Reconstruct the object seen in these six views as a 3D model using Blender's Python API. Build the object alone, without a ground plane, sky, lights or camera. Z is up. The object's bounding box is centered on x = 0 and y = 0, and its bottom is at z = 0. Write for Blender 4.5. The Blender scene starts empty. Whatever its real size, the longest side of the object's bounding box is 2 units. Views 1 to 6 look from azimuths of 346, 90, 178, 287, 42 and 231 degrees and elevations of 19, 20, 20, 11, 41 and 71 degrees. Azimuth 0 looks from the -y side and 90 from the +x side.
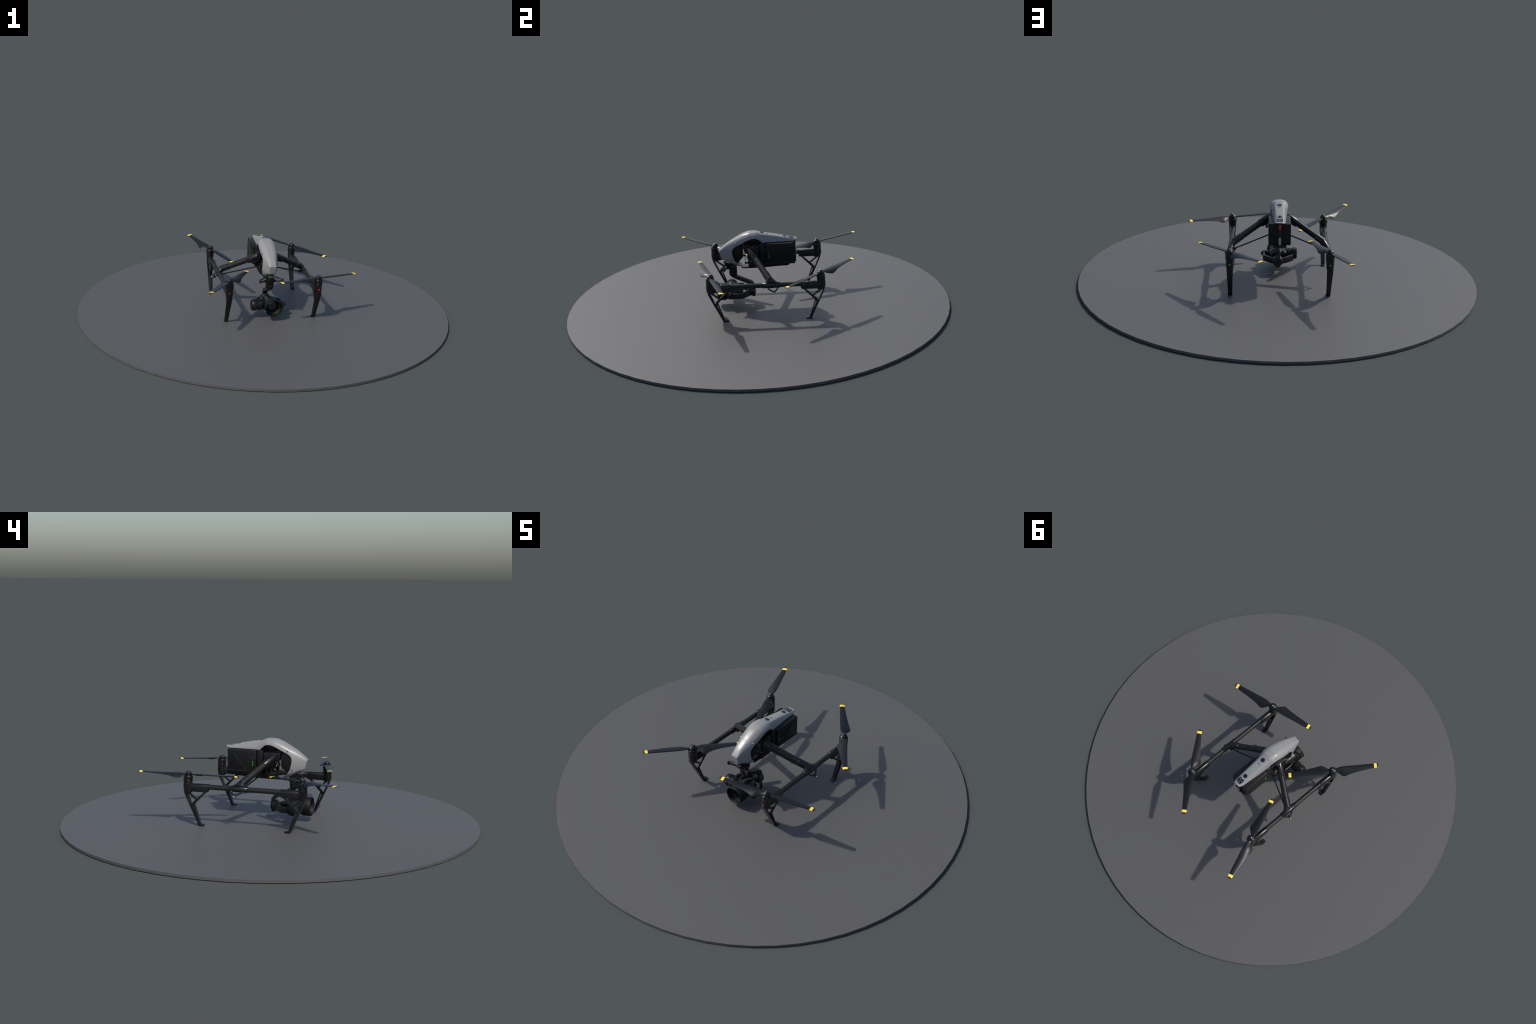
import bpy, bmesh, math
from mathutils import Vector, Matrix

# ------------------------------------------------------------------ helpers
COL = bpy.context.scene.collection


def new_object(name, mesh, mat=None, parent=None, smooth=35):
    if smooth is not None:
        for p in mesh.polygons:
            p.use_smooth = True
        mesh.set_sharp_from_angle(angle=math.radians(smooth))
    ob = bpy.data.objects.new(name, mesh)
    COL.objects.link(ob)
    if mat is not None and not mesh.materials:
        mesh.materials.append(mat)
    if parent is not None:
        ob.parent = parent
    return ob


def to_mesh(bm, name="m"):
    bmesh.ops.recalc_face_normals(bm, faces=bm.faces)
    me = bpy.data.meshes.new(name)
    bm.to_mesh(me)
    bm.free()
    return me


def frame(axis):
    """Rotation whose z column is the axis."""
    return Vector(axis).to_track_quat("Z", "Y").to_matrix().to_4x4()


def add_box(bm, lo, hi, bevel=0.0, seg=2, xf=None):
    r = bmesh.ops.create_cube(bm, size=1.0)
    vs = r["verts"]
    c = (Vector(lo) + Vector(hi)) / 2
    s = Vector(hi) - Vector(lo)
    for v in vs:
        v.co = Vector((v.co.x * s.x, v.co.y * s.y, v.co.z * s.z)) + c
    if bevel:
        es = list({e for v in vs for e in v.link_edges})
        r2 = bmesh.ops.bevel(bm, geom=es, offset=bevel, segments=seg, profile=0.5, affect="EDGES")
        vs = list({v for f in r2["faces"] for v in f.verts} | {v for v in vs if v.is_valid})
    if xf is not None:
        bmesh.ops.transform(bm, matrix=xf, verts=[v for v in vs if v.is_valid])


def add_lathe(bm, prof, origin, axis, segs=40):
    """prof: list of (radius, height along axis)."""
    m = Matrix.Translation(origin) @ frame(axis)
    rings = []
    for r, h in prof:
        if r < 1e-6:
            rings.append([bm.verts.new(m @ Vector((0, 0, h)))])
        else:
            rings.append([bm.verts.new(m @ Vector((r * math.cos(2 * math.pi * i / segs), r * math.sin(2 * math.pi * i / segs), h))) for i in range(segs)])
    for a, b in zip(rings, rings[1:]):
        for i in range(segs):
            j = (i + 1) % segs
            if len(a) == 1 and len(b) == 1:
                continue
            if len(a) == 1:
                bm.faces.new((a[0], b[i], b[j]))
            elif len(b) == 1:
                bm.faces.new((a[i], b[0], a[j]))
            else:
                bm.faces.new((a[i], b[i], b[j], a[j]))
    for ring in (rings[0], rings[-1]):
        if len(ring) > 1:
            bm.faces.new(ring)


def add_rod(bm, a, b, r, r2=None, segs=20, ch=0.0):
    a, b = Vector(a), Vector(b)
    r2 = r if r2 is None else r2
    L = (b - a).length
    if ch:
        prof = [(r - ch, 0), (r, ch), (r2, L - ch), (r2 - ch, L)]
    else:
        prof = [(r, 0), (r2, L)]
    add_lathe(bm, prof, a, b - a, segs)


def catmull(pts, n):
    out = []
    P = [Vector(p) for p in pts]
    P = [2 * P[0] - P[1]] + P + [2 * P[-1] - P[-2]]
    for i in range(1, len(P) - 2):
        for k in range(n):
            t = k / n
            a, b, c, d = P[i - 1], P[i], P[i + 1], P[i + 2]
            out.append(0.5 * ((2 * b) + (c - a) * t + (2 * a - 5 * b + 4 * c - d) * t * t + (3 * b - a - 3 * c + d) * t ** 3))
    out.append(P[-2])
    return out


def add_pipe(bm, pts, r, n=6, segs=10):
    path = catmull(pts, n)
    ref = Vector((0.3, 0.2, 0.93))
    rings = []
    for i, p in enumerate(path):
        t = (path[min(i + 1, len(path) - 1)] - path[max(i - 1, 0)]).normalized()
        u = t.cross(ref).normalized()
        w = t.cross(u)
        rings.append([bm.verts.new(p + r * (math.cos(2 * math.pi * k / segs) * u + math.sin(2 * math.pi * k / segs) * w)) for k in range(segs)])
    for a, b in zip(rings, rings[1:]):
        for k in range(segs):
            j = (k + 1) % segs
            bm.faces.new((a[k], b[k], b[j], a[j]))
    bm.faces.new(rings[0])
    bm.faces.new(rings[-1])


def add_prism(bm, poly, fn, h0, h1, bevel=0.0, widths=None):
    """Extrude polygon (a,b) between h0 and h1; fn(a,b,h) -> 3D point. widths: per-vertex scale of h."""
    w = widths or [1.0] * len(poly)
    lo = [bm.verts.new(fn(a, b, h0 * k)) for (a, b), k in zip(poly, w)]
    hi = [bm.verts.new(fn(a, b, h1 * k)) for (a, b), k in zip(poly, w)]
    f0 = bm.faces.new(lo)
    f1 = bm.faces.new(hi)
    n = len(poly)
    for i in range(n):
        j = (i + 1) % n
        bm.faces.new((lo[i], lo[j], hi[j], hi[i]))
    if bevel:
        es = list(f0.edges) + list(f1.edges)
        bmesh.ops.bevel(bm, geom=es, offset=bevel, segments=2, profile=0.5, affect="EDGES")


def XYZ_yz(a, b, h):
    return Vector((h, a, b))


def add_ribbon(bm, path, thick, z0, z1, bevel=0.0015):
    """Band standing upright along a plan path [(x,y)...]."""
    P = [Vector(p) for p in path]
    left, right = [], []
    for i, p in enumerate(P):
        d0 = (P[i] - P[i - 1]).normalized() if i else (P[1] - P[0]).normalized()
        d1 = (P[i + 1] - P[i]).normalized() if i < len(P) - 1 else d0
        n0, n1 = Vector((-d0.y, d0.x)), Vector((-d1.y, d1.x))
        n = (n0 + n1).normalized()
        k = 1 / max(0.4, n.dot(n0))
        left.append(p + n * thick / 2 * k)
        right.append(p - n * thick / 2 * k)
    poly = [(p.x, p.y) for p in left + right[::-1]]
    add_prism(bm, poly, lambda a, b, h: Vector((a, b, h)), z0, z1, bevel)


def lerp_table(tab, t):
    """Smooth (Catmull-Rom style Hermite) interpolation of rows (t, values...)."""
    ks = [r[0] for r in tab]
    t = min(max(t, ks[0]), ks[-1])
    i = 0
    while i < len(ks) - 2 and t > ks[i + 1]:
        i += 1
    h = ks[i + 1] - ks[i]
    x = (t - ks[i]) / h
    out = []
    for c in range(1, len(tab[0])):
        def slope(j):
            if j == 0:
                return (tab[1][c] - tab[0][c]) / (ks[1] - ks[0])
            if j == len(ks) - 1:
                return (tab[-1][c] - tab[-2][c]) / (ks[-1] - ks[-2])
            a = (tab[j][c] - tab[j - 1][c]) / (ks[j] - ks[j - 1])
            b = (tab[j + 1][c] - tab[j][c]) / (ks[j + 1] - ks[j])
            return 0 if a * b <= 0 else 2 * a * b / (a + b)
        p0, p1 = tab[i][c], tab[i + 1][c]
        m0, m1 = slope(i) * h, slope(i + 1) * h
        out.append((2 * x ** 3 - 3 * x * x + 1) * p0 + (x ** 3 - 2 * x * x + x) * m0 + (-2 * x ** 3 + 3 * x * x) * p1 + (x ** 3 - x * x) * m1)
    return out


# ------------------------------------------------------------------ materials
def material(name, col, rough=0.5, metal=0.0, spec=0.5, grain=0.0, gscale=300.0, bump=0.0, coat=0.0, var=0.0):
    m = bpy.data.materials.new(name)
    m.use_nodes = True
    nt = m.node_tree
    b = nt.nodes["Principled BSDF"]
    b.inputs["Base Color"].default_value = (*col, 1)
    b.inputs["Roughness"].default_value = rough
    b.inputs["Metallic"].default_value = metal
    b.inputs["Specular IOR Level"].default_value = spec
    b.inputs["Coat Weight"].default_value = coat
    tc = nt.nodes.new("ShaderNodeTexCoord")
    nz = nt.nodes.new("ShaderNodeTexNoise")
    nz.inputs["Scale"].default_value = gscale
    nz.inputs["Detail"].default_value = 4
    nt.links.new(tc.outputs["Object"], nz.inputs["Vector"])
    if grain:
        rp = nt.nodes.new("ShaderNodeMapRange")
        rp.inputs["To Min"].default_value = 1 - grain
        rp.inputs["To Max"].default_value = 1 + grain
        nt.links.new(nz.outputs["Fac"], rp.inputs["Value"])
        mx = nt.nodes.new("ShaderNodeVectorMath")
        mx.operation = "SCALE"
        mx.inputs[0].default_value = col
        nt.links.new(rp.outputs["Result"], mx.inputs["Scale"])
        nt.links.new(mx.outputs["Vector"], b.inputs["Base Color"])
    if var:
        rr = nt.nodes.new("ShaderNodeMapRange")
        rr.inputs["To Min"].default_value = rough - var
        rr.inputs["To Max"].default_value = rough + var
        nt.links.new(nz.outputs["Fac"], rr.inputs["Value"])
        nt.links.new(rr.outputs["Result"], b.inputs["Roughness"])
    if bump:
        bp = nt.nodes.new("ShaderNodeBump")
        bp.inputs["Strength"].default_value = bump
        bp.inputs["Distance"].default_value = 0.0005
        nt.links.new(nz.outputs["Fac"], bp.inputs["Height"])
        nt.links.new(bp.outputs["Normal"], b.inputs["Normal"])
    return m


def carbon_material(turn_count, light):
    """Twill-woven tube: helical light and dark bands around the object's z axis."""
    m = bpy.data.materials.new("carbon_twill")
    m.use_nodes = True
    nt = m.node_tree
    N, K = nt.nodes, nt.links
    b = N["Principled BSDF"]
    tc = N.new("ShaderNodeTexCoord")
    sp = N.new("ShaderNodeSeparateXYZ")
    K.new(tc.outputs["Object"], sp.inputs[0])

    def mth(op, a, c=None):
        n = N.new("ShaderNodeMath")
        n.operation = op
        for i, v in enumerate((a, c)):
            if v is None:
                continue
            if isinstance(v, (int, float)):
                n.inputs[i].default_value = v
            else:
                K.new(v, n.inputs[i])
        return n.outputs[0]

    ang = mth("ARCTAN2", sp.outputs["Y"], sp.outputs["X"])
    turns = mth("MULTIPLY", ang, float(turn_count))
    along = mth("MULTIPLY", sp.outputs["Z"], 2 * math.pi / 0.0115)
    w = mth("SINE", mth("ADD", turns, along))
    fine = mth("SINE", mth("SUBTRACT", mth("MULTIPLY", ang, 12.0), mth("MULTIPLY", sp.outputs["Z"], 2 * math.pi / 0.004)))
    v = mth("ADD", mth("MULTIPLY", w, 0.8), mth("MULTIPLY", fine, 0.2))
    rp = N.new("ShaderNodeValToRGB")
    rp.color_ramp.elements[0].position = 0.3
    rp.color_ramp.elements[0].color = (0.0055, 0.0055, 0.006, 1)
    rp.color_ramp.elements[1].position = 0.75
    rp.color_ramp.elements[1].color = (light, light * 0.93, light * 0.86, 1)
    mr = N.new("ShaderNodeMapRange")
    mr.inputs["From Min"].default_value = -1
    K.new(v, mr.inputs["Value"])
    K.new(mr.outputs["Result"], rp.inputs["Fac"])
    K.new(rp.outputs["Color"], b.inputs["Base Color"])
    r2 = N.new("ShaderNodeMapRange")
    r2.inputs["To Min"].default_value = 0.55
    r2.inputs["To Max"].default_value = 0.28
    K.new(mr.outputs["Result"], r2.inputs["Value"])
    K.new(r2.outputs["Result"], b.inputs["Roughness"])
    r3 = N.new("ShaderNodeMapRange")
    r3.inputs["To Min"].default_value = 0.18
    r3.inputs["To Max"].default_value = 0.52
    K.new(mr.outputs["Result"], r3.inputs["Value"])
    K.new(r3.outputs["Result"], b.inputs["Specular IOR Level"])
    return m


GREY = material("grey_shell_paint", (0.250, 0.248, 0.251), rough=0.33, grain=0.012, gscale=900, var=0.03)
BLACK = material("black_plastic", (0.0064, 0.0064, 0.0068), rough=0.30, spec=0.50, grain=0.15, gscale=400, bump=0.05)
MATT = material("matt_black_plastic", (0.0058, 0.0058, 0.0062), rough=0.42, spec=0.32, grain=0.15, gscale=400, bump=0.05)
GLOSS = material("gloss_black", (0.006, 0.006, 0.0065), rough=0.22, spec=0.45, grain=0.1)
BLADE = material("blade_nylon", (0.0075, 0.0078, 0.0090), rough=0.36, spec=0.42, grain=0.12, gscale=250, bump=0.03)
EYE = material("dim_red_sensor", (0.10, 0.006, 0.007), rough=0.3, grain=0.02)
TAIL = material("tail_lamp_red", (1.0, 0.010, 0.010), rough=0.35, grain=0.02)
CHARGE = material("charge_green", (0.075, 0.46, 0.05), rough=0.35, grain=0.02)
STRIP = material("grey_latch_strip", (0.33, 0.34, 0.36), rough=0.4, grain=0.02)
PIN = material("dull_metal_pin", (0.22, 0.22, 0.23), rough=0.34, metal=0.7, grain=0.02)
RIDGE = material("ridge_glint_black", (0.022, 0.0215, 0.021), rough=0.38, spec=0.4, grain=0.1)  # lighter than the battery black: light caught on the chamfered edges, painted in
RUBBER = material("hood_rubber", (0.0060, 0.0060, 0.0062), rough=0.55, spec=0.22, grain=0.1)
TAB = material("shaded_grey_tab", (0.09, 0.09, 0.092), rough=0.4, grain=0.02)  # shell grey darkened, so the shade under the chin is in the colour
YELLOW = material("yellow_tip_paint", (0.95, 0.71, 0.09), rough=0.45, grain=0.03)
CARBON, CARBON_MIRRORED = carbon_material(5, 0.027), carbon_material(-5, 0.027)
ARM_CARBON, ARM_CARBON_MIRRORED = carbon_material(9, 0.019), carbon_material(-9, 0.019)
STEEL = material("polished_metal", (0.62, 0.62, 0.62), rough=0.22, metal=1.0, grain=0.02)
GREEN = material("green_lamp", (0.14, 0.66, 0.09), rough=0.4, grain=0.02)
DGREEN = material("dim_green_lamp", (0.045, 0.48, 0.055), rough=0.35, grain=0.02)
RED = material("red_lamp", (0.66, 0.012, 0.014), rough=0.35, grain=0.02)
INK = material("slate_print", (0.06, 0.075, 0.09), rough=0.45, grain=0.02)
DARK = material("dark_window", (0.008, 0.009, 0.011), rough=0.30, grain=0.05)
TEAL = material("teal_button", (0.04, 0.16, 0.16), rough=0.4, grain=0.02)
BLUE = material("blue_button", (0.10, 0.11, 0.32), rough=0.4, grain=0.02)
PALE = material("pale_label", (0.20, 0.205, 0.22), rough=0.4, grain=0.02)
GLASS = material("lens_glass", (0.004, 0.004, 0.006), rough=0.12, coat=0.5)
SLATE = material("slate_disc", (0.0885, 0.0875, 0.0870), rough=0.53, grain=0.02, gscale=30, var=0.02)

# ------------------------------------------------------------------ display disc
bm = bmesh.new()
N = 64
lo = [bm.verts.new((math.cos(2 * math.pi * i / N), math.sin(2 * math.pi * i / N), 0)) for i in range(N)]
hi = [bm.verts.new((math.cos(2 * math.pi * i / N), math.sin(2 * math.pi * i / N), 0.0122)) for i in range(N)]
bm.faces.new(lo)
bm.faces.new(hi)
for i in range(N):
    j = (i + 1) % N
    bm.faces.new((lo[i], lo[j], hi[j], hi[i]))
disc = new_object("display_disc", to_mesh(bm), SLATE, smooth=None)
disc["label"] = "thin round grey display disc with faceted rim"
disc["category"] = "base"

# ------------------------------------------------------------------ drone root
drone = bpy.data.objects.new("camera_drone", None)
COL.objects.link(drone)
drone["label"] = "grey and black camera drone with four propellers on carbon arms"
drone["category"] = "drone"
drone.location = (-0.0020, 0, 0.0125)
drone.rotation_euler = (0, math.radians(0.45), math.radians(-0.85))


def empty(name, parent):
    o = bpy.data.objects.new(name, None)
    COL.objects.link(o)
    o.parent = parent
    return o


# ------------------------------------------------------------------ canopy
# rows: station, then (half width, height) of seven section points from crown to keel
CANOPY = [
    (-0.187, 0, .3025, .010, .3025, .0172, .3005, .0186, .291, .0180, .268, .0150, .2570, 0, .2555),
    (-0.150, 0, .3320, .013, .3312, .0223, .3257, .0290, .308, .0305, .275, .0235, .2460, 0, .2385),
    (-0.120, 0, .3530, .015, .3520, .0260, .3460, .0362, .3265, .0405, .285, .0325, .2380, 0, .2225),
    (-0.090, 0, .3715, .016, .3703, .0285, .3642, .0402, .3460, .0445, .300, .0350, .2320, 0, .2110),
    (-0.050, 0, .3905, .017, .3895, .0303, .3830, .0425, .367, .0458, .335, .0380, .2350, 0, .2020),
    (-0.020, 0, .3975, .018, .3963, .0315, .3905, .0430, .376, .0452, .353, .0400, .2400, 0, .2020),
    (0.005, 0, .3972, .018, .3960, .0305, .3900, .0418, .3762, .0440, .354, .0400, .2400, 0, .2020),
    (0.030, 0, .3905, .0165, .3895, .0272, .3838, .0372, .3672, .0395, .346, .0400, .2400, 0, .2020),
    (0.055, 0, .3850, .016, .3843, .0245, .3797, .0325, .362, .0365, .342, .0360, .2600, 0, .2300),
    (0.100, 0, .3765, .0155, .3760, .0228, .3722, .0298, .358, .0335, .342, .0330, .2800, 0, .2600),
    (0.160, 0, .3642, .0145, .3638, .0206, .3610, .0262, .352, .0290, .342, .0290, .3000, 0, .2900),
    (0.200, 0, .3560, .0135, .3557, .0188, .3535, .0235, .347, .0258, .341, .0260, .3200, 0, .3100),
    (0.2185, 0, .3525, .0125, .3522, .0172, .3505, .0212, .345, .0230, .340, .0230, .3250, 0, .3150),
]


def crown(y):
    return lerp_table(CANOPY, y)[1]


def section(s, inset=0.0):
    v = lerp_table(CANOPY, s)
    pts = [Vector((v[2 * i], v[2 * i + 1] - (.0008 if i < 3 else 0))) for i in range(7)]
    # mirrored extension so the crown and keel are level
    P = [Vector((-pts[1].x, pts[1].y))] + pts + [Vector((-pts[5].x, pts[5].y))]
    out = []
    for i in range(1, 7):
        for k in range(7):
            t = k / 7
            a, b, c, d = P[i - 1], P[i], P[i + 1], P[i + 2]
            out.append(0.5 * ((2 * b) + (c - a) * t + (2 * a - 5 * b + 4 * c - d) * t * t + (3 * b - a - 3 * c + d) * t ** 3))
    out.append(pts[6])
    if inset:
        zc = (pts[0].y + pts[6].y) / 2
        hh = (pts[0].y - pts[6].y) / 2
        wmax = max(p.x for p in pts)
        out = [Vector((p.x * (1 - inset / wmax), zc + (p.y - zc) * (1 - inset / hh))) for p in out]
    rake = 0.234 * max(0.0, 1 - (s + 0.187) / 0.08)
    full = [Vector((p.x, s + rake * (0.302 - p.y), p.y)) for p in out]
    full += [Vector((-q.x, q.y, q.z)) for q in full[-2:0:-1]]
    return full


def loft(bm, rings):
    R = [[bm.verts.new(p) for p in r] for r in rings]
    for a, b in zip(R, R[1:]):
        n = len(a)
        for i in range(n):
            j = (i + 1) % n
            bm.faces.new((a[i], b[i], b[j], a[j]))
    bm.faces.new(R[0])
    bm.faces.new(R[-1])


bm = bmesh.new()
stations = [(-0.1875, 0.0030), (-0.1873, 0.0018), (-0.1866, 0.0008), (-0.1855, 0.0002)] + [(-0.183 + i * (0.2165 + 0.183) / 80, 0) for i in range(81)] + [(0.2178, 0.0005), (0.2185, 0.0018)]
loft(bm, [section(s, i) for s, i in stations])
shell = new_object("canopy_blank", to_mesh(bm), None, None, None)
so = shell.modifiers.new("wall", "SOLIDIFY")
so.thickness = 0.0024
so.offset = -1

CUT = [(.30, .3700), (.2200, .3515), (.1990, .3435), (.0395, .3432), (.0345, .3490), (.0270, .3565), (.0170, .3642), (.0065, .3687), (-.0050, .3695), (-.0150, .3683), (-.0300, .3635), (-.0480, .3557), (-.0650, .3468), (-.0800, .3398), (-.0950, .3325), (-.1075, .3238), (-.1150, .3145), (-.1178, .3040), (-.1165, .2840), (-.1090, .2555), (-.0960, .2350), (-.0800, .2205), (-.0660, .2085), (-.0600, .1700), (.30, .1700)]
bm = bmesh.new()
add_prism(bm, CUT, XYZ_yz, -0.2, 0.2)
cutter = new_object("canopy_cutter", to_mesh(bm), None, None, None)
bo = shell.modifiers.new("cut", "BOOLEAN")
bo.operation = "DIFFERENCE"
bo.solver = "EXACT"
bo.object = cutter
dg = bpy.context.evaluated_depsgraph_get()
me = bpy.data.meshes.new_from_object(shell.evaluated_get(dg))
me.materials.clear()
bpy.data.objects.remove(shell)
bpy.data.objects.remove(cutter)
canopy = new_object("canopy", me, GREY, drone, 32)

# fixing pins on the canopy sides
bm = bmesh.new()
add_lathe(bm, [(0, -.006), (.0030, -.006), (.0040, 0), (.0035, .002), (.0020, .0036), (0, .0040)], (0, 0, 0), (0, 0, 1), 16)
pin_me = to_mesh(bm)
for sx in (1, -1):
    for y, z, x in ((-.0970, .3440, .0405), (-.1200, .2575, .0380)):
        o = new_object("canopy_pin", pin_me, PIN, canopy, 40)
        o.location = (sx * x, y, z)
        o.rotation_euler = (0, sx * math.radians(88), 0)


def on_deck(bm_fn, name, mat, y, lift=0.0006, parent=canopy):
    """Build a flat part in the deck's own frame (x right, y rear) and lay it on the crown."""
    b = bmesh.new()
    bm_fn(b)
    o = new_object(name, to_mesh(b), mat, parent, 40)
    slope = (crown(y + .006) - crown(y - .006)) / .012
    o.location = (0, y, crown(y) - .0008 + lift)
    o.rotation_euler = (math.atan(slope), 0, 0)
    return o


def arrow_glyph(b, s=.0052):
    # three-armed dart pointing to the tail
    poly = [(0, -1.1), (.32, -.15), (1.0, .65), (.22, .42), (0, .75), (-.22, .42), (-1.0, .65), (-.32, -.15)]
    add_prism(b, [(p[0] * s, -p[1] * s) for p in poly], lambda x, y, h: Vector((x, y, h)), -.0012, .0004)


for y in (.0850, .1033, .1217):
    on_deck(arrow_glyph, "status_light", GREEN, y)
on_deck(lambda b: arrow_glyph(b, .0058), "printed_arrow", INK, .0660)


def round_window(b, r):
    add_lathe(b, [(r, -.003), (r, .0002), (r - .0006, .0008), (r - .0022, .0008), (r - .0026, .0004), (r * .35, .0003), (0, .0003)], (0, 0, 0), (0, 0, 1), 32)


on_deck(lambda b: round_window(b, .0112), "sensor_window", DARK, .0404, .0008)
on_deck(lambda b: round_window(b, .0108), "power_button", DARK, .1573, .0008)
on_deck(lambda b: add_lathe(b, [(.0018, -.002), (.0018, .0004), (.001, .0009), (0, .0009)], (0.001, 0.0005, 0), (0, 0, 1), 14), "sensor_eye", EYE, .0404, .0010)


def panel(b):
    # rounded shield with a scalloped front edge around the power button
    pts = []
    for i in range(13):
        a = math.radians(215 + 110 * (i / 12))
        pts.append((.0140 * math.cos(a), -.0315 - .0140 * math.sin(a) - .0005))
    pts = [(p[0], p[1]) for p in pts]
    pts += [(.0150, -.0130), (.0152, -.0060), (.0135, .0045), (.0105, .0088), (0, .0098), (-.0105, .0088), (-.0135, .0045), (-.0152, -.0060), (-.0150, -.0130)]
    add_prism(b, pts, lambda x, y, h: Vector((x, y, h)), -.0025, .0004)


on_deck(panel, "control_panel", DARK, .1960, .0005)
for name, mat, x, y, rx, ry in (("panel_button", TEAL, .0068, .1850, .0035, .0035), ("panel_button", BLUE, -.0072, .1880, .0035, .0035), ("panel_button", PALE, .0020, .1990, .0048, .0024)):
    o = on_deck(lambda b: add_lathe(b, [(1, -1), (1, .2), (.85, .45), (0, .45)], (0, 0, 0), (0, 0, 1), 20), name, mat, y, .0012)
    o.location.x = x
    o.scale = (rx, ry, .0012)

# ------------------------------------------------------------------ fuselage frame under the canopy
bm = bmesh.new()
add_box(bm, (-.020, -.0300, .3330), (.020, .0300, .3720), .003)
add_box(bm, (-.0335, -.0370, .2085), (.0335, .0300, .2385), .003)
add_box(bm, (-.0180, -.0260, .2370), (.0180, .0300, .3350), .002)
add_box(bm, (-.0465, .0235, .2290), (.0465, .0530, .3425), .003)
add_box(bm, (-.0315, .0300, .2105), (.0315, .1660, .2340), .003)
frame_ob = new_object("fuselage_frame", to_mesh(bm), MATT, drone, 35)

bm = bmesh.new()
VENT = [(-.1172, .3060), (-.1140, .3140), (-.1060, .3225), (-.0700, .3380), (-.0655, .3300), (-.0635, .3050), (-.0640, .2660), (-.0880, .2420), (-.0965, .2375), (-.1080, .2560), (-.1160, .2840)]
add_prism(bm, VENT, XYZ_yz, -.0300, .0300, .0015)
new_object("sensor_housing", to_mesh(bm), MATT, frame_ob, 35)

bm = bmesh.new()
BELLY = [(-.0750, .2060), (-.0660, .2020), (-.0300, .2018), (.0400, .2025), (.1100, .2070), (.1740, .2110), (.1760, .2150), (.0400, .2120), (-.0660, .2075)]
add_prism(bm, BELLY, XYZ_yz, -.022, .022, .001)
belly = new_object("belly_plate", to_mesh(bm), BLACK, frame_ob, 35)
bm = bmesh.new()
add_lathe(bm, [(.0075, .004), (.0075, -.001), (.006, -.0025), (0, -.0027)], (0, .186, .2190), (0, 0, 1), 20)
add_lathe(bm, [(.0060, .004), (.0060, -.002), (.004, -.0032), (0, -.0032)], (0.012, .166, .2110), (0, 0, 1), 20)
new_object("belly_sensor", to_mesh(bm), GLOSS, frame_ob, 35)

# folding linkage inside the bay: lead screw, pivots, motor and clips
bm = bmesh.new()
add_rod(bm, (0, -.060, .3420), (0, .03, .3420), .0060, segs=18)
add_rod(bm, (0, -.058, .2240), (0, .03, .2240), .0050, segs=18)
add_box(bm, (-.0300, -.0620, .3350), (.0300, -.0300, .3415), .0012)
for sx in (1, -1):
    add_rod(bm, (sx * .012, -.030, .300), (sx * .030, -.040, .262), .0045, segs=14, ch=.0008)
    add_rod(bm, (sx * .022, -.034, .262), (sx * .022, -.034, .238), .0065, segs=16, ch=.001)
    add_rod(bm, (sx * .026, -.012, .262), (sx * .026, -.012, .238), .0080, segs=16, ch=.001)
    add_box(bm, (sx * .024 - .007, -.0400, .2840), (sx * .024 + .007, -.0240, .3000), .001)
    add_rod(bm, (sx * .030, -.020, .290), (sx * .030, -.020, .252), .0035, segs=12)
    add_rod(bm, (sx * .034, .006, .256), (sx * .034, .006, .238), .0060, segs=14, ch=.001)
new_object("folding_linkage", to_mesh(bm), BLACK, frame_ob, 35)
bm = bmesh.new()
for sx in (1, -1):
    add_lathe(bm, [(.0035, 0), (.0035, .003), (.002, .004), (0, .004)], (sx * .0335, -.034, .252), (sx, 0, 0), 14)
    add_lathe(bm, [(.0028, 0), (.0028, .003), (.0018, .0038), (0, .0038)], (sx * .0360, .012, .272), (sx, 0, 0), 14)
    add_lathe(bm, [(.0030, 0), (.0030, .003), (.002, .004), (0, .004)], (sx * .0350, -.040, .318), (sx, 0, 0), 14)
new_object("linkage_screw", to_mesh(bm), STEEL, frame_ob, 35)
bm = bmesh.new()
for sx in (1, -1):
    add_pipe(bm, [(sx * .026, -.034, .302), (sx * .030, -.048, .294), (sx * .031, -.0535, .275), (sx * .030, -.0535, .250), (sx * .028, -.048, .236), (sx * .026, -.034, .230)], .0011)
    add_pipe(bm, [(sx * .020, -.030, .322), (sx * .033, -.050, .330), (sx * .034, -.062, .338), (sx * .031, -.066, .345)], .0016)
    add_pipe(bm, [(sx * .016, -.026, .262), (sx * .030, -.030, .270), (sx * .036, -.016, .250), (sx * .030, -.004, .236)], .0014)
new_object("cable", to_mesh(bm), GLOSS, frame_ob, 35)

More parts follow.
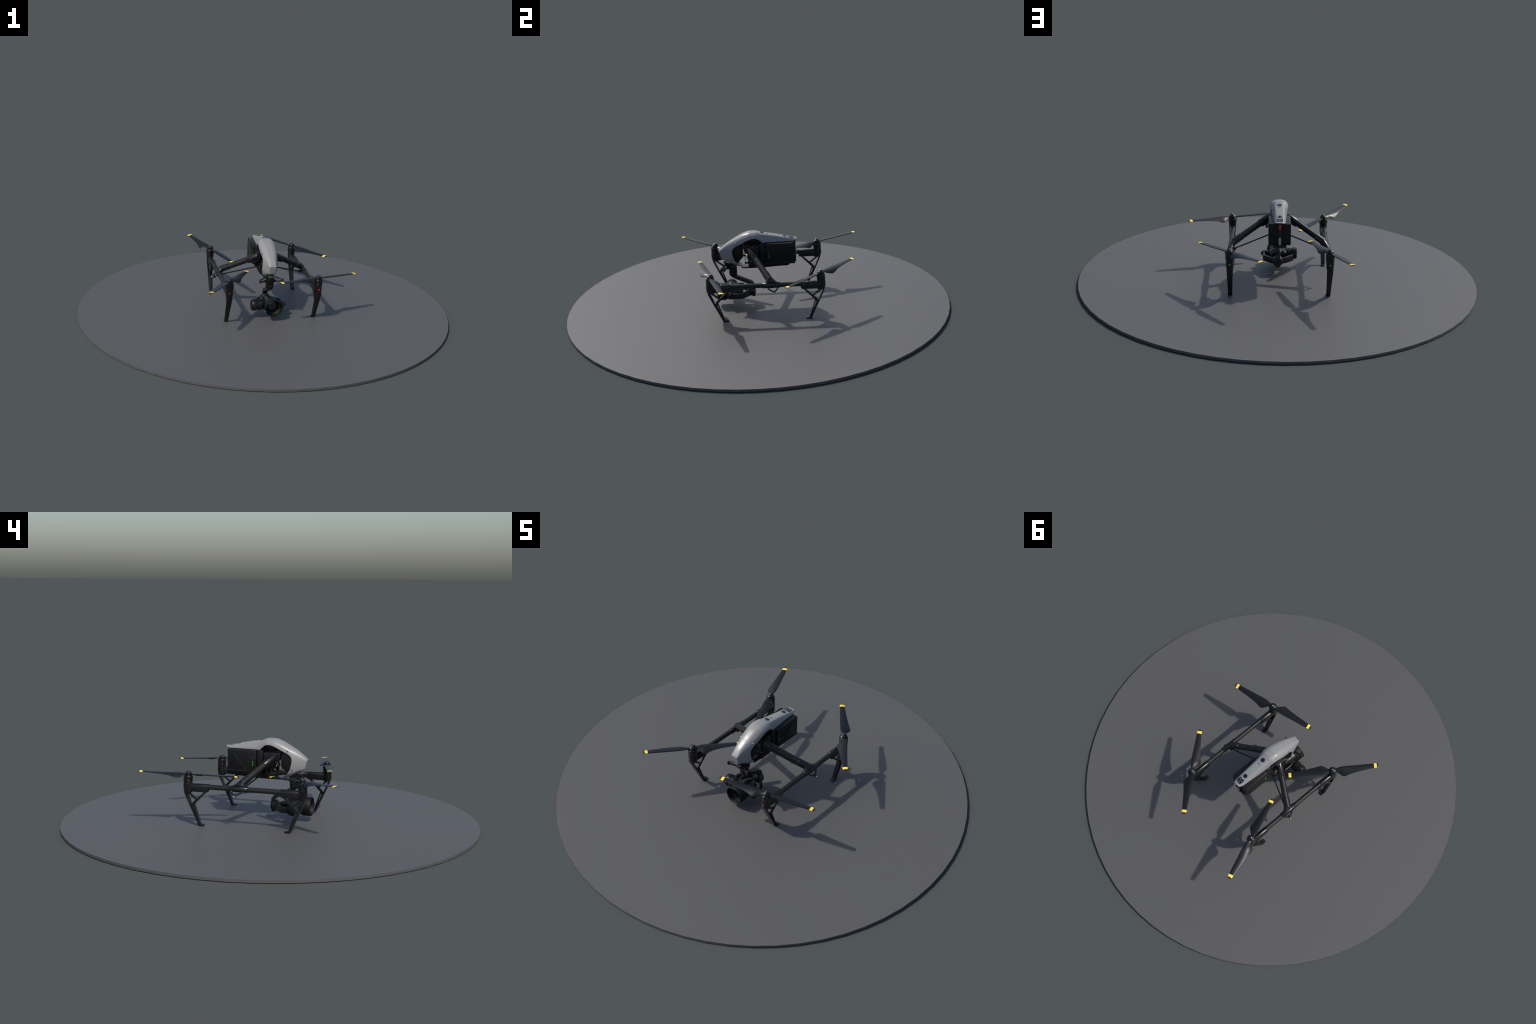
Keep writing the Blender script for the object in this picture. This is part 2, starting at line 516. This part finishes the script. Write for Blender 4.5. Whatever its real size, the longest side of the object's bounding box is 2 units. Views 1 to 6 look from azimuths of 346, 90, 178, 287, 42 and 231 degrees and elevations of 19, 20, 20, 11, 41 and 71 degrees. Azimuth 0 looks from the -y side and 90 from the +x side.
# ------------------------------------------------------------------ battery
bm = bmesh.new()
add_box(bm, (-.0530, .0545, .2330), (.0530, .1985, .3408), .0022, 3)
battery = new_object("battery", to_mesh(bm), MATT, drone, 35)
bm = bmesh.new()
for sx in (1, -1):
    def ridge(y0, z0, y1, z1, w=.0014, h=.0015):
        d = Vector((y1 - y0, z1 - z0))
        n = Vector((-d.y, d.x)).normalized() * w
        poly = [(y0 + n.x, z0 + n.y), (y1 + n.x, z1 + n.y), (y1 - n.x, z1 - n.y), (y0 - n.x, z0 - n.y)]
        a, b = (.0525, .0530 + h) if sx > 0 else (-.0530 - h, -.0525)
        add_prism(bm, poly, XYZ_yz, a, b, .0004)
    ridge(.1690, .3280, .1010, .2400)
    ridge(.1940, .2390, .1090, .2390)
    ridge(.0930, .2375, .0930, .2900, .0006, .0006)
    ridge(.1965, .3345, .0575, .3345, .0007, .0006)
    ridge(.0575, .2400, .0575, .3340, .0007, .0006)
    ridge(.1955, .2400, .1955, .3340, .0007, .0006)
    add_lathe(bm, [(.0060, -.0005), (.0060, .0007), (.0052, .0009), (.0050, .0003), (0, .0003)], (sx * .0530, .0731, .3042), (sx, 0, 0), 28)
new_object("battery_ridge", to_mesh(bm), RIDGE, battery, 35)
bm = bmesh.new()
add_box(bm, (-.0022, -.0020, -.0016), (.0009, .0020, .0016), .0003, 1)
led_me = to_mesh(bm)
for sx in (1, -1):
    for k in range(4):
        o = new_object("charge_light", led_me, CHARGE, battery, 35)
        o.location = (sx * .0530, .0712, .2876 - k * .0069)
        o.rotation_euler = (0, 0, 0 if sx > 0 else math.pi)
bm = bmesh.new()
add_box(bm, (-.0095, .1960, .2250), (.0095, .2105, .3420), .0015)
add_box(bm, (-.0330, .0600, .2215), (.0330, .2060, .2335), .0020)
new_object("battery_latch_channel", to_mesh(bm), BLACK, battery, 35)
bm = bmesh.new()
add_box(bm, (-.0043, .2060, .3140), (.0043, .2125, .3430), .0025, 3)
new_object("tail_lamp", to_mesh(bm), TAIL, battery, 35)
bm = bmesh.new()
add_box(bm, (-.0058, .2060, .2380), (.0058, .2130, .2750), .0020, 3)
new_object("latch_strip", to_mesh(bm), STRIP, battery, 35)
bm = bmesh.new()
add_box(bm, (-.0060, .2060, .2830), (.0060, .2120, .2960), .0020, 2)
add_lathe(bm, [(.0045, 0), (.0045, .0035), (.003, .0045), (0, .0045)], (0, .2075, .2255), (0, 1, 0), 18)
new_object("latch_button", to_mesh(bm), GLOSS, battery, 35)

# ------------------------------------------------------------------ arms and side beams
BX, BZ, YC, YA = .2375, .1872, .0515, .0795  # beam x, beam z, beam mid, arm joint y


def tube(name, a, b, r, mat, parent):
    a, b = Vector(a), Vector(b)
    L = (b - a).length
    bmx = bmesh.new()
    add_lathe(bmx, [(r, 0), (r, L)], (0, 0, 0), (0, 0, 1), 36)
    o = new_object(name, to_mesh(bmx), mat, parent, 35)
    o.location = a
    o.rotation_mode = "QUATERNION"
    o.rotation_quaternion = (b - a).to_track_quat("Z", "Y")
    return o


for sx in (1, -1):
    A = Vector((sx * .038, -.0302, .3132))
    B = Vector((sx * BX, .0805, .2000))
    D = (B - A).normalized()
    at = lambda t: A + (B - A) * t
    arm = empty("arm", drone)
    tube("carbon_tube", at(.22), at(.82), .0158, ARM_CARBON if sx > 0 else ARM_CARBON_MIRRORED, arm)
    bm = bmesh.new()
    LT = (B - A).length
    add_lathe(bm, [(.0165, 0), (.0178, .004), (.0178, .30 * LT - .002), (.0166, .30 * LT)], A, D, 32)
    # cheek plates of the shoulder
    plate = [(-.0640, .3350), (.0200, .3325), (.0200, .2780), (.0040, .2700), (-.0100, .2740), (-.0340, .2800), (-.0560, .3010)]
    add_prism(bm, plate, XYZ_yz, sx * .0330, sx * .0440, .0015)
    add_prism(bm, [(-.0520, .3250), (-.0060, .3290), (.0150, .2860), (.0020, .2740), (-.0300, .2880)], XYZ_yz, sx * .0430, sx * .0540, .002)
    # lower fin of the socket, lying along the arm
    dn = (Vector((0, 0, -1)) + D * D.z).normalized()
    side = D.cross(dn)
    fin = [at(.0) + dn * .012, at(.0) + dn * .027, at(.14) + dn * .025, at(.285) + dn * .0195, at(.285) + dn * .012]
    f0 = [bm.verts.new(p + side * .0075) for p in fin]
    f1 = [bm.verts.new(p - side * .0075) for p in fin]
    bm.faces.new(f0)
    bm.faces.new(f1)
    for i in range(5):
        bm.faces.new((f0[i], f0[(i + 1) % 5], f1[(i + 1) % 5], f1[i]))
    new_object("shoulder_socket", to_mesh(bm), BLACK, arm, 35)
    bm = bmesh.new()
    add_lathe(bm, [(.0162, .74 * LT), (.0176, .745 * LT), (.0176, .93 * LT)], A, D, 32)
    # trumpet from the round sleeve to the long saddle on the beam
    E1 = Vector((sx * BX, .0802, BZ + .007))
    rings = []
    for t in range(9):
        f = t / 8
        c = at(.885) * (1 - f) + E1 * f
        side = D.cross(Vector((0, 1, 0))).normalized()
        fwd = (Vector((0, 1, 0)) - D * D.y * (1 - f)).normalized()
        ly = .0177 + .0210 * f ** 1.8
        lx = .0177 - .0045 * f
        rings.append([c + side * lx * math.cos(2 * math.pi * i / 32) + fwd * ly * math.sin(2 * math.pi * i / 32) for i in range(32)])
    loft(bm, rings)
    # collar on the side beam with flared webs
    add_lathe(bm, [(.0130, 0), (.0146, .002), (.0146, .0885), (.0130, .0905)], (sx * BX, .0342, BZ), (0, 1, 0), 32)
    # bracket under the strut end
    add_box(bm, (sx * .2180 - .006, .0690, .1700), (sx * .2180 + .016 * (1 if sx > 0 else -1) + .006, .0900, .1800), .002)
    new_object("elbow_joint", to_mesh(bm), BLACK, arm, 40)
    bm = bmesh.new()
    add_rod(bm, (sx * .030, .0170, .2350), (sx * .2180, .0800, .1752), .0034, segs=16)
    new_object("brace_rod", to_mesh(bm), BLACK, arm, 40)
    # mounting foot below the elbow
    bm = bmesh.new()
    add_pipe(bm, [(sx * .246, .0600, .1800), (sx * .252, .0680, .1700), (sx * .259, .0860, .1610), (sx * .260, .0920, .1575)], .0038, 5, 12)
    add_pipe(bm, [(sx * .246, .1120, .1800), (sx * .252, .1080, .1700), (sx * .259, .0960, .1610), (sx * .260, .0920, .1575)], .0038, 5, 12)
    add_rod(bm, (sx * .250, .0920, .1560), (sx * .268, .0920, .1560), .0055, segs=18, ch=.001)
    new_object("mounting_bracket", to_mesh(bm), BLACK, arm, 40)
    bm = bmesh.new()
    bmesh.ops.create_uvsphere(bm, u_segments=16, v_segments=10, radius=.0044, matrix=Matrix.Translation((sx * .2690, .0920, .1560)))
    new_object("ball_stud", to_mesh(bm), STEEL, arm, 60)

    beam = empty("side_beam", drone)
    tube("carbon_tube", (sx * BX, YC - .185, BZ), (sx * BX, .036, BZ), .0120, CARBON if sx > 0 else CARBON_MIRRORED, beam)
    tube("carbon_tube", (sx * BX, .123, BZ), (sx * BX, YC + .185, BZ), .0120, CARBON if sx > 0 else CARBON_MIRRORED, beam)

# ------------------------------------------------------------------ motor pods, legs (built once, in a frame with +y outward)
TILT = math.radians(4.3)
AX = Vector((0, -math.sin(TILT), math.cos(TILT)))  # motor axis leans inward
M0 = Vector((0, .2785, .2050))                      # motor foot centre


def superring(cx, cy, rx, ry, z, n=40, p=2.3):
    out = []
    for i in range(n):
        a = 2 * math.pi * i / n
        c, s = math.cos(a), math.sin(a)
        out.append(Vector((cx + rx * math.copysign(abs(c) ** (2 / p), c), cy + ry * math.copysign(abs(s) ** (2 / p), s), z)))
    return out


bm = bmesh.new()
# upright housing
loft(bm, [superring(0, .2780, .0183, .0205, z) if k == 0 else superring(0, c, rx, ry, z) for k, (c, rx, ry, z) in enumerate(
    [(.2780, .0178, .0196, .2068), (.2780, .0186, .0206, .2055), (.2783, .0190, .0212, .1960), (.2783, .0188, .0212, .1780), (.2770, .0180, .0205, .1660), (.2755, .0170, .0195, .1600)])])
# sleeve around the beam: round top, square skirt
sl = []
for i in range(13):
    a = math.pi * i / 12
    sl.append((.0148 * math.cos(a), BZ + .0138 * math.sin(a)))
sl += [(-.0150, .1665), (-.0120, .1630), (.0120, .1630), (.0150, .1665)]
add_prism(bm, sl, lambda a, b, h: Vector((a, h, b)), .1790, .2700, .0008)
add_box(bm, (-.0125, .1755, .1680), (.0125, .1900, .1800), .0015)
add_lathe(bm, [(.0128, .1735), (.0139, .1750), (.0139, .1850)], (0, 0, BZ), (0, 1, 0), 28)
add_box(bm, (-.0060, .2600, .1560), (.0060, .2780, .1640), .001)
pod_me = to_mesh(bm)

bm = bmesh.new()
add_lathe(bm, [(.0192, 0), (.0206, .0020), (.0214, .0060), (.0216, .0100), (.0212, .0106), (.0216, .0112), (.0218, .0270), (.0214, .0300), (.0196, .0312), (.0190, .0325)], M0, AX, 48)
motor_me = to_mesh(bm)
bm = bmesh.new()
add_lathe(bm, [(.0168, .0315), (.0173, .0330), (.0173, .0400), (.0161, .0407), (.0161, .0415), (.0167, .0421), (.0163, .0450), (.0146, .0466), (.0124, .0474), (.0116, .0492), (.0094, .0518), (.0050, .0534), (0, .0538)], M0, AX, 40)
cap_me = to_mesh(bm)
bm = bmesh.new()
add_lathe(bm, [(.0026, .0525), (.0026, .0541), (.0016, .0546), (0, .0546)], M0, AX, 16)
stud_me = to_mesh(bm)

# leg: tapering outer blade, inner spine with a slot, two braces and a toe
OUT = [(.2955, .1760), (.2940, .1650), (.2915, .1540), (.2692, .1025), (.2450, .0505), (.2243, .0040)]
bm = bmesh.new()
half = [.0105, .0146, .0152, .0130, .0113, .0101]
th = [.0110, .0095, .0070, .0062, .0058, .0054]
rings = []
for (u, z), hw, t in zip(OUT, half, th):
    rings.append([Vector((hw, u, z)), Vector((hw, u - t, z + t * .2)), Vector((-hw, u - t, z + t * .2)), Vector((-hw, u, z)), Vector((-hw * .55, u + .0014, z)), Vector((hw * .55, u + .0014, z))])
loft(bm, rings)
# lower spine (two walls around the slot) and joint block
add_prism(bm, [(.2470, .1040), (.2690, .1015), (.2610, .0870), (.2500, .0920)], XYZ_yz, -.0098, .0098, .0008)
add_prism(bm, [(.2492, .0960), (.2455, .1030), (.2310, .0580), (.2156, .0105), (.2190, .0060), (.2345, .0560)], XYZ_yz, -.0092, .0092, .0006)
add_prism(bm, [(.2395, .0560), (.2325, .0570), (.2175, .0080), (.2240, .0080)], XYZ_yz, -.0088, .0088, .0006)
add_prism(bm, [(.2590, .0890), (.2540, .0930), (.2365, .0520), (.2430, .0500)], XYZ_yz, -.0086, .0086, .0006)
# braces
add_prism(bm, [(.1840, .1650), (.1950, .1650), (.2560, .1070), (.2530, .0990), (.2455, .1010)], XYZ_yz, -.0066, .0066, .0006)
add_prism(bm, [(.2345, .1290), (.2325, .1225), (.2395, .1225), (.2830, .1570), (.2745, .1600)], XYZ_yz, -.0055, .0055, .0006)
# foot
add_prism(bm, [(.2255, .0050), (.2220, 0), (.1970, .0015), (.1955, .0050), (.2010, .0075), (.2150, .0080), (.2190, .0150)], XYZ_yz, -.0104, .0104, .0008)
leg_me = to_mesh(bm)

lamp_of = []
for k in range(2):
    bm = bmesh.new()
    add_lathe(bm, [(.0045, 0), (.0045, .0016), (.0032, .0024), (0, .0026)], (0, .2985, .1862), (0, 1, -.05), 20)
    lamp_of.append(to_mesh(bm))
bm = bmesh.new()
add_box(bm, (-.0062, .2970, .1770), (.0062, .2993, .1990), .0010)
bezel_me = to_mesh(bm)


# ------------------------------------------------------------------ propellers
def blade_rows(hand):
    # radius, leading offset, trailing offset, drop of trailing edge, thickness
    return [
        (.0120, .0080, -.0085, .0010, .0066), (.0200, .0092, -.0105, .0040, .0064), (.0300, .0112, -.0180, .0100, .0062),
        (.0430, .0138, -.0290, .0150, .0060), (.0520, .0147, -.0345, .0165, .0058), (.0600, .0150, -.0352, .0160, .0057),
        (.0700, .0150, -.0332, .0135, .0056), (.0880, .0147, -.0285, .0080, .0054), (.1200, .0138, -.0230, .0035, .0052),
        (.1600, .0128, -.0180, .0015, .0049), (.2000, .0119, -.0138, .0008, .0046), (.2150, .0116, -.0124, .0006, .0045),
        (.2290, .0112, -.0112, .0005, .0043), (.2345, .0104, -.0098, .0004, .0036), (.2368, .0082, -.0078, .0004, .0022),
    ]


def blade_ring(row, hand, grow=0.0):
    r, le, te, drop, th = row
    n = 9
    up, dn = [], []
    for i in range(n):
        f = (1 - math.cos(math.pi * i / (n - 1))) / 2
        y = le + (te - le) * f
        camber = .0012 * math.sin(math.pi * f) * (abs(te - le) / .035)
        zz = drop * .12 - drop * (f ** 2.4) + camber
        t = th * (.50 * math.sqrt(max(1 - f, 0)) + .16 + .45 * math.sqrt(max(f, 0)) * (1 - f))
        up.append((y, zz + t * .4 + grow))
        dn.append((y, zz - t * .6 - grow))
    pts = up + dn[::-1]
    if grow:
        pts[0] = (pts[0][0] + grow, pts[0][1])
        pts[-1] = (pts[-1][0] + grow, pts[-1][1])
        pts[n - 1] = (pts[n - 1][0] - grow, pts[n - 1][1])
        pts[n] = (pts[n][0] - grow, pts[n][1])
    return [Vector((r, hand * y, z)) for y, z in pts]


def blade_mesh(hand):
    rows = blade_rows(hand)
    dense = []
    for a, b in zip(rows, rows[1:]):
        k = 4 if b[0] - a[0] > .012 else 2
        for i in range(k):
            dense.append(lerp_table(rows, a[0] + (b[0] - a[0]) * i / k))
            dense[-1] = (a[0] + (b[0] - a[0]) * i / k, *dense[-1])
    dense.append(rows[-1])
    b = bmesh.new()
    loft(b, [blade_ring(r, hand) for r in dense])
    m = to_mesh(b)
    b = bmesh.new()
    loft(b, [blade_ring((r, *lerp_table(rows, r)), hand, .00035) for r in (.2148, .2165, .2270, .2290)])
    return m, to_mesh(b)


blade_of = {1: blade_mesh(1), -1: blade_mesh(-1)}

# sx, outward sign, azimuth of one blade in the drone frame, handedness of the leading edge
PROPS = [
    (1, 1, 130.9, 1),    # rear right
    (-1, 1, 112.3, -1),  # rear left
    (1, -1, 16.9, -1),   # front right
    (-1, -1, 54.7, 1),   # front left
]
for sx, oy, az, hand in PROPS:
    turn = 0.0 if oy > 0 else math.pi
    pod = new_object("motor_pod", pod_me, BLACK, drone, 35)
    pod.location = (sx * BX, YC, 0)
    pod.rotation_euler = (0, 0, turn)
    new_object("motor", motor_me, BLACK, pod, 35)
    new_object("lamp_bezel", bezel_me, GLOSS, pod, 35)
    new_object("navigation_light", lamp_of[oy > 0], DGREEN if oy > 0 else RED, pod, 35)
    leg = new_object("landing_leg", leg_me, BLACK, drone, 35)
    leg.location = (sx * BX, YC, 0)
    leg.rotation_euler = (0, 0, turn)
    # propeller
    prop = empty("propeller", drone)
    prop.location = (sx * BX, YC, 0)
    prop.rotation_euler = (0, 0, turn)
    new_object("hub_cap", cap_me, BLACK, prop, 35)
    new_object("hub_stud", stud_me, STEEL, prop, 35)
    centre = M0 + AX * .0383
    base = Matrix.Translation(centre) @ Matrix.Rotation(TILT, 4, "X")
    for k in (0, 1):
        mtx = base @ Matrix.Rotation(math.radians(az) - turn + k * math.pi, 4, "Z")
        for nm, me, mat in (("propeller_blade", blade_of[hand][0], BLADE), ("tip_band", blade_of[hand][1], YELLOW)):
            o = new_object(nm, me, mat, prop, 30)
            o.matrix_local = mtx

# ------------------------------------------------------------------ gimbal and camera
gim = empty("gimbal", drone)
GX = .0015
bm = bmesh.new()
add_box(bm, (GX - .0190, -.1400, .1930), (GX + .0190, -.1000, .2180), .003)
add_box(bm, (GX - .0150, -.1640, .2150), (GX + .0150, -.1020, .2320), .003)
add_box(bm, (GX - .0220, -.1500, .2010), (GX + .0220, -.1380, .2150), .002)
for sx in (1, -1):
    d = Vector((sx * .0600, -.1625, .2150))
    add_rod(bm, (sx * .0130, -.1500, .2330), d + Vector((0, 0, .0050)), .0020, segs=12)
    add_rod(bm, (sx * .0120, -.1300, .2330), d + Vector((0, .004, .0050)), .0020, segs=12)
    add_rod(bm, (sx * .0180, -.1440, .2110), (sx * .0400, -.1570, .2125), .0046, segs=16, ch=.001)
    add_rod(bm, (sx * .0400, -.1570, .2125), d, .0030, segs=14)
    add_rod(bm, (sx * .0180, -.1450, .2030), d + Vector((0, 0, -.0090)), .0018, segs=12)
    add_rod(bm, d + Vector((0, 0, -.0110)), d + Vector((0, 0, .0080)), .0058, segs=18, ch=.0015)
    add_rod(bm, d + Vector((0, -.0090, .0)), d + Vector((0, .0060, 0)), .0052, segs=18, ch=.0015)
new_object("damper_frame", to_mesh(bm), GLOSS, gim, 35)
bm = bmesh.new()
add_box(bm, (GX - .0175, -.1680, .2335), (GX + .0175, -.1540, .2410), .002)
new_object("mount_tab", to_mesh(bm), TAB, gim, 35)
bm = bmesh.new()
add_lathe(bm, [(.0150, .1590), (.0185, .1605), (.0207, .1640), (.0215, .1680), (.0215, .1750), (.0209, .1757), (.0209, .1770), (.0215, .1777), (.0215, .1930), (.0195, .1955)], (GX, -.1212, 0), (0, 0, 1), 44)
new_object("yaw_motor", to_mesh(bm), MATT, gim, 35)
bm = bmesh.new()
add_lathe(bm, [(.0013, 0), (.0013, .0006), (0, .0008)], (GX + .003, -.1425, .1765), (0, -1, 0), 14)
new_object("status_dot", RED and to_mesh(bm), RED, gim, 35)
# swan-neck arm: box beam sloping back, then dropping to the roll motor
bm = bmesh.new()
NECK = [(-.1330, .1635), (-.1080, .1630), (-.0230, .1230), (-.0110, .1050), (-.0090, .0900), (-.0200, .0900), (-.0260, .1010), (-.0420, .1110), (-.1150, .1455), (-.1330, .1560)]
add_prism(bm, NECK, XYZ_yz, -.0125, .0125, .0018)
neck = new_object("swan_neck_arm", to_mesh(bm), BLACK, gim, 35)
neck.location.x = .003
bm = bmesh.new()
RZ = .0705
add_lathe(bm, [(.0200, -.0085), (.0226, -.0095), (.0252, -.0140), (.0270, -.0180), (.0270, -.0260), (.0262, -.0266), (.0262, -.0280), (.0270, -.0286), (.0270, -.0400), (.0235, -.0420), (.0160, -.0470), (.0160, -.0560), (0, -.0560)], (.003, 0, RZ), (0, 1, 0), 44)
add_prism(bm, [(-.0125, .0520), (.0125, .0520), (.0100, .0395), (-.0100, .0395)], lambda a, b, h: Vector((a + .003, h, b)), -.0260, -.0120, .001)
new_object("roll_motor", to_mesh(bm), BLACK, gim, 35)
bm = bmesh.new()
YO = [(.0030, -.0380), (.0270, -.0385), (.0400, -.0470), (.0725, -.0800), (.0730, -.1450)]
add_ribbon(bm, YO, .0110, .0530, .0830)
YOL = [(.0020, -.0385), (-.0230, -.0385), (-.0380, -.0480), (-.0730, -.0830), (-.0740, -.1150)]
add_ribbon(bm, YOL, .0112, .0525, .0835)
add_rod(bm, (.0665, -.1380, .0710), (.0795, -.1380, .0710), .0162, segs=32, ch=.002)
new_object("yoke", to_mesh(bm), BLACK, gim, 35)
bm = bmesh.new()
add_rod(bm, (.0790, -.1380, .0730), (.0880, -.1380, .0730), .0095, segs=28, ch=.001)
new_object("tilt_knob", to_mesh(bm), MATT, gim, 35)
bm = bmesh.new()
TX, TY, TZ = -.0980, -.1372, .0740
add_lathe(bm, [(0, 0), (.0245, 0), (.0275, .0018), (.0298, .0070), (.0306, .0110), (.0306, .0235), (.0270, .0255), (.0262, .0300), (.0262, .0330), (.0285, .0345), (.0285, .0520), (.0262, .0550), (.0240, .0650)], (TX, TY, TZ), (1, 0, 0), 48)
new_object("tilt_motor", to_mesh(bm), MATT, gim, 35)
bm = bmesh.new()
add_lathe(bm, [(.0012, 0), (.0012, .001), (0, .0012)], (-.0590, -.1580, .0930), (0, -.7, .7), 12)
add_lathe(bm, [(.0022, 0), (.0022, .001), (0, .0012)], (GX + .001, -.1405, .1600), (0, -1, -.3), 12)
add_lathe(bm, [(.0022, 0), (.0022, .001), (0, .0012)], (-.003, -.0200, .1090), (0, .8, .5), 12)
new_object("gimbal_screw", to_mesh(bm), STEEL, gim, 35)

cam = empty("camera", drone)
LX, LZ = .0110, .0734
bm = bmesh.new()
add_lathe(bm, [(.0400, .1660), (.0415, .1640), (.0415, .1420), (.0400, .1405), (.0385, .1400), (.0385, .1230), (.0372, .1220), (.0362, .1000), (.0335, .0920), (.0290, .0860), (.0285, .0780), (.0250, .0740), (0, .0735)], (LX, 0, LZ), (0, -1, 0), 56)
add_box(bm, (-.0380, -.1480, .0480), (.0050, -.1080, .0960), .005, 3)
add_box(bm, (-.0120, -.1000, .0540), (.0300, -.0860, .0900), .005, 3)
add_rod(bm, (-.034, -.116, .092), (-.034, -.070, .092), .0090, segs=20, ch=.0015)
add_box(bm, (.0040, -.1460, .1040), (.0200, -.1180, .1160), .003, 2)
add_box(bm, (.0460, -.1480, .0580), (.0630, -.1280, .0860), .003, 2)
add_box(bm, (.0610, -.1500, .0560), (.0680, -.1240, .0900), .002, 2)
new_object("camera_body", to_mesh(bm), BLACK, cam, 35)
bm = bmesh.new()
add_lathe(bm, [(.0330, .1400), (.0375, .1420), (.0375, .1490), (.0365, .1496), (.0365, .1510), (.0385, .1516), (.0395, .1600), (.0385, .1606), (.0385, .1620), (.0400, .1626), (.0400, .1680), (.0385, .1690), (.0385, .1700)], (LX, 0, LZ), (0, -1, 0), 56)
new_object("lens_barrel", to_mesh(bm), BLACK, cam, 35)
bm = bmesh.new()
add_lathe(bm, [(.0360, .1650), (.0440, .1650), (.0456, .1665), (.0456, .1760), (.0450, .1766), (.0450, .1776), (.0456, .1782), (.0456, .2070), (.0450, .2080), (.0436, .2080), (.0428, .2070), (.0408, .1850), (.0370, .1810), (.0345, .1800), (.0320, .1770), (.0290, .1755), (.0280, .1700)], (LX, 0, LZ), (0, -1, 0), 64)
new_object("lens_hood", to_mesh(bm), RUBBER, cam, 35)
bm = bmesh.new()
add_lathe(bm, [(.0300, .1710), (.0285, .1725), (.0200, .1745), (.0100, .1756), (0, .1760)], (LX, 0, LZ), (0, -1, 0), 48)
new_object("front_element", to_mesh(bm), GLASS, cam, 60)
bm = bmesh.new()
for a in range(28):
    t = 2 * math.pi * a / 28
    c = Vector((LX + .0383 * math.cos(t), -.1562, LZ + .0383 * math.sin(t)))
    add_box(bm, (-.0012, -.0040, -.0018), (.0012, .0040, .0018), 0, 1, Matrix.Translation(c) @ Matrix.Rotation(-t + math.pi / 2, 4, "Y"))
ring = new_object("focus_ring_rib", to_mesh(bm), MATT, cam, 35)
ring["kind"] = "stuff"
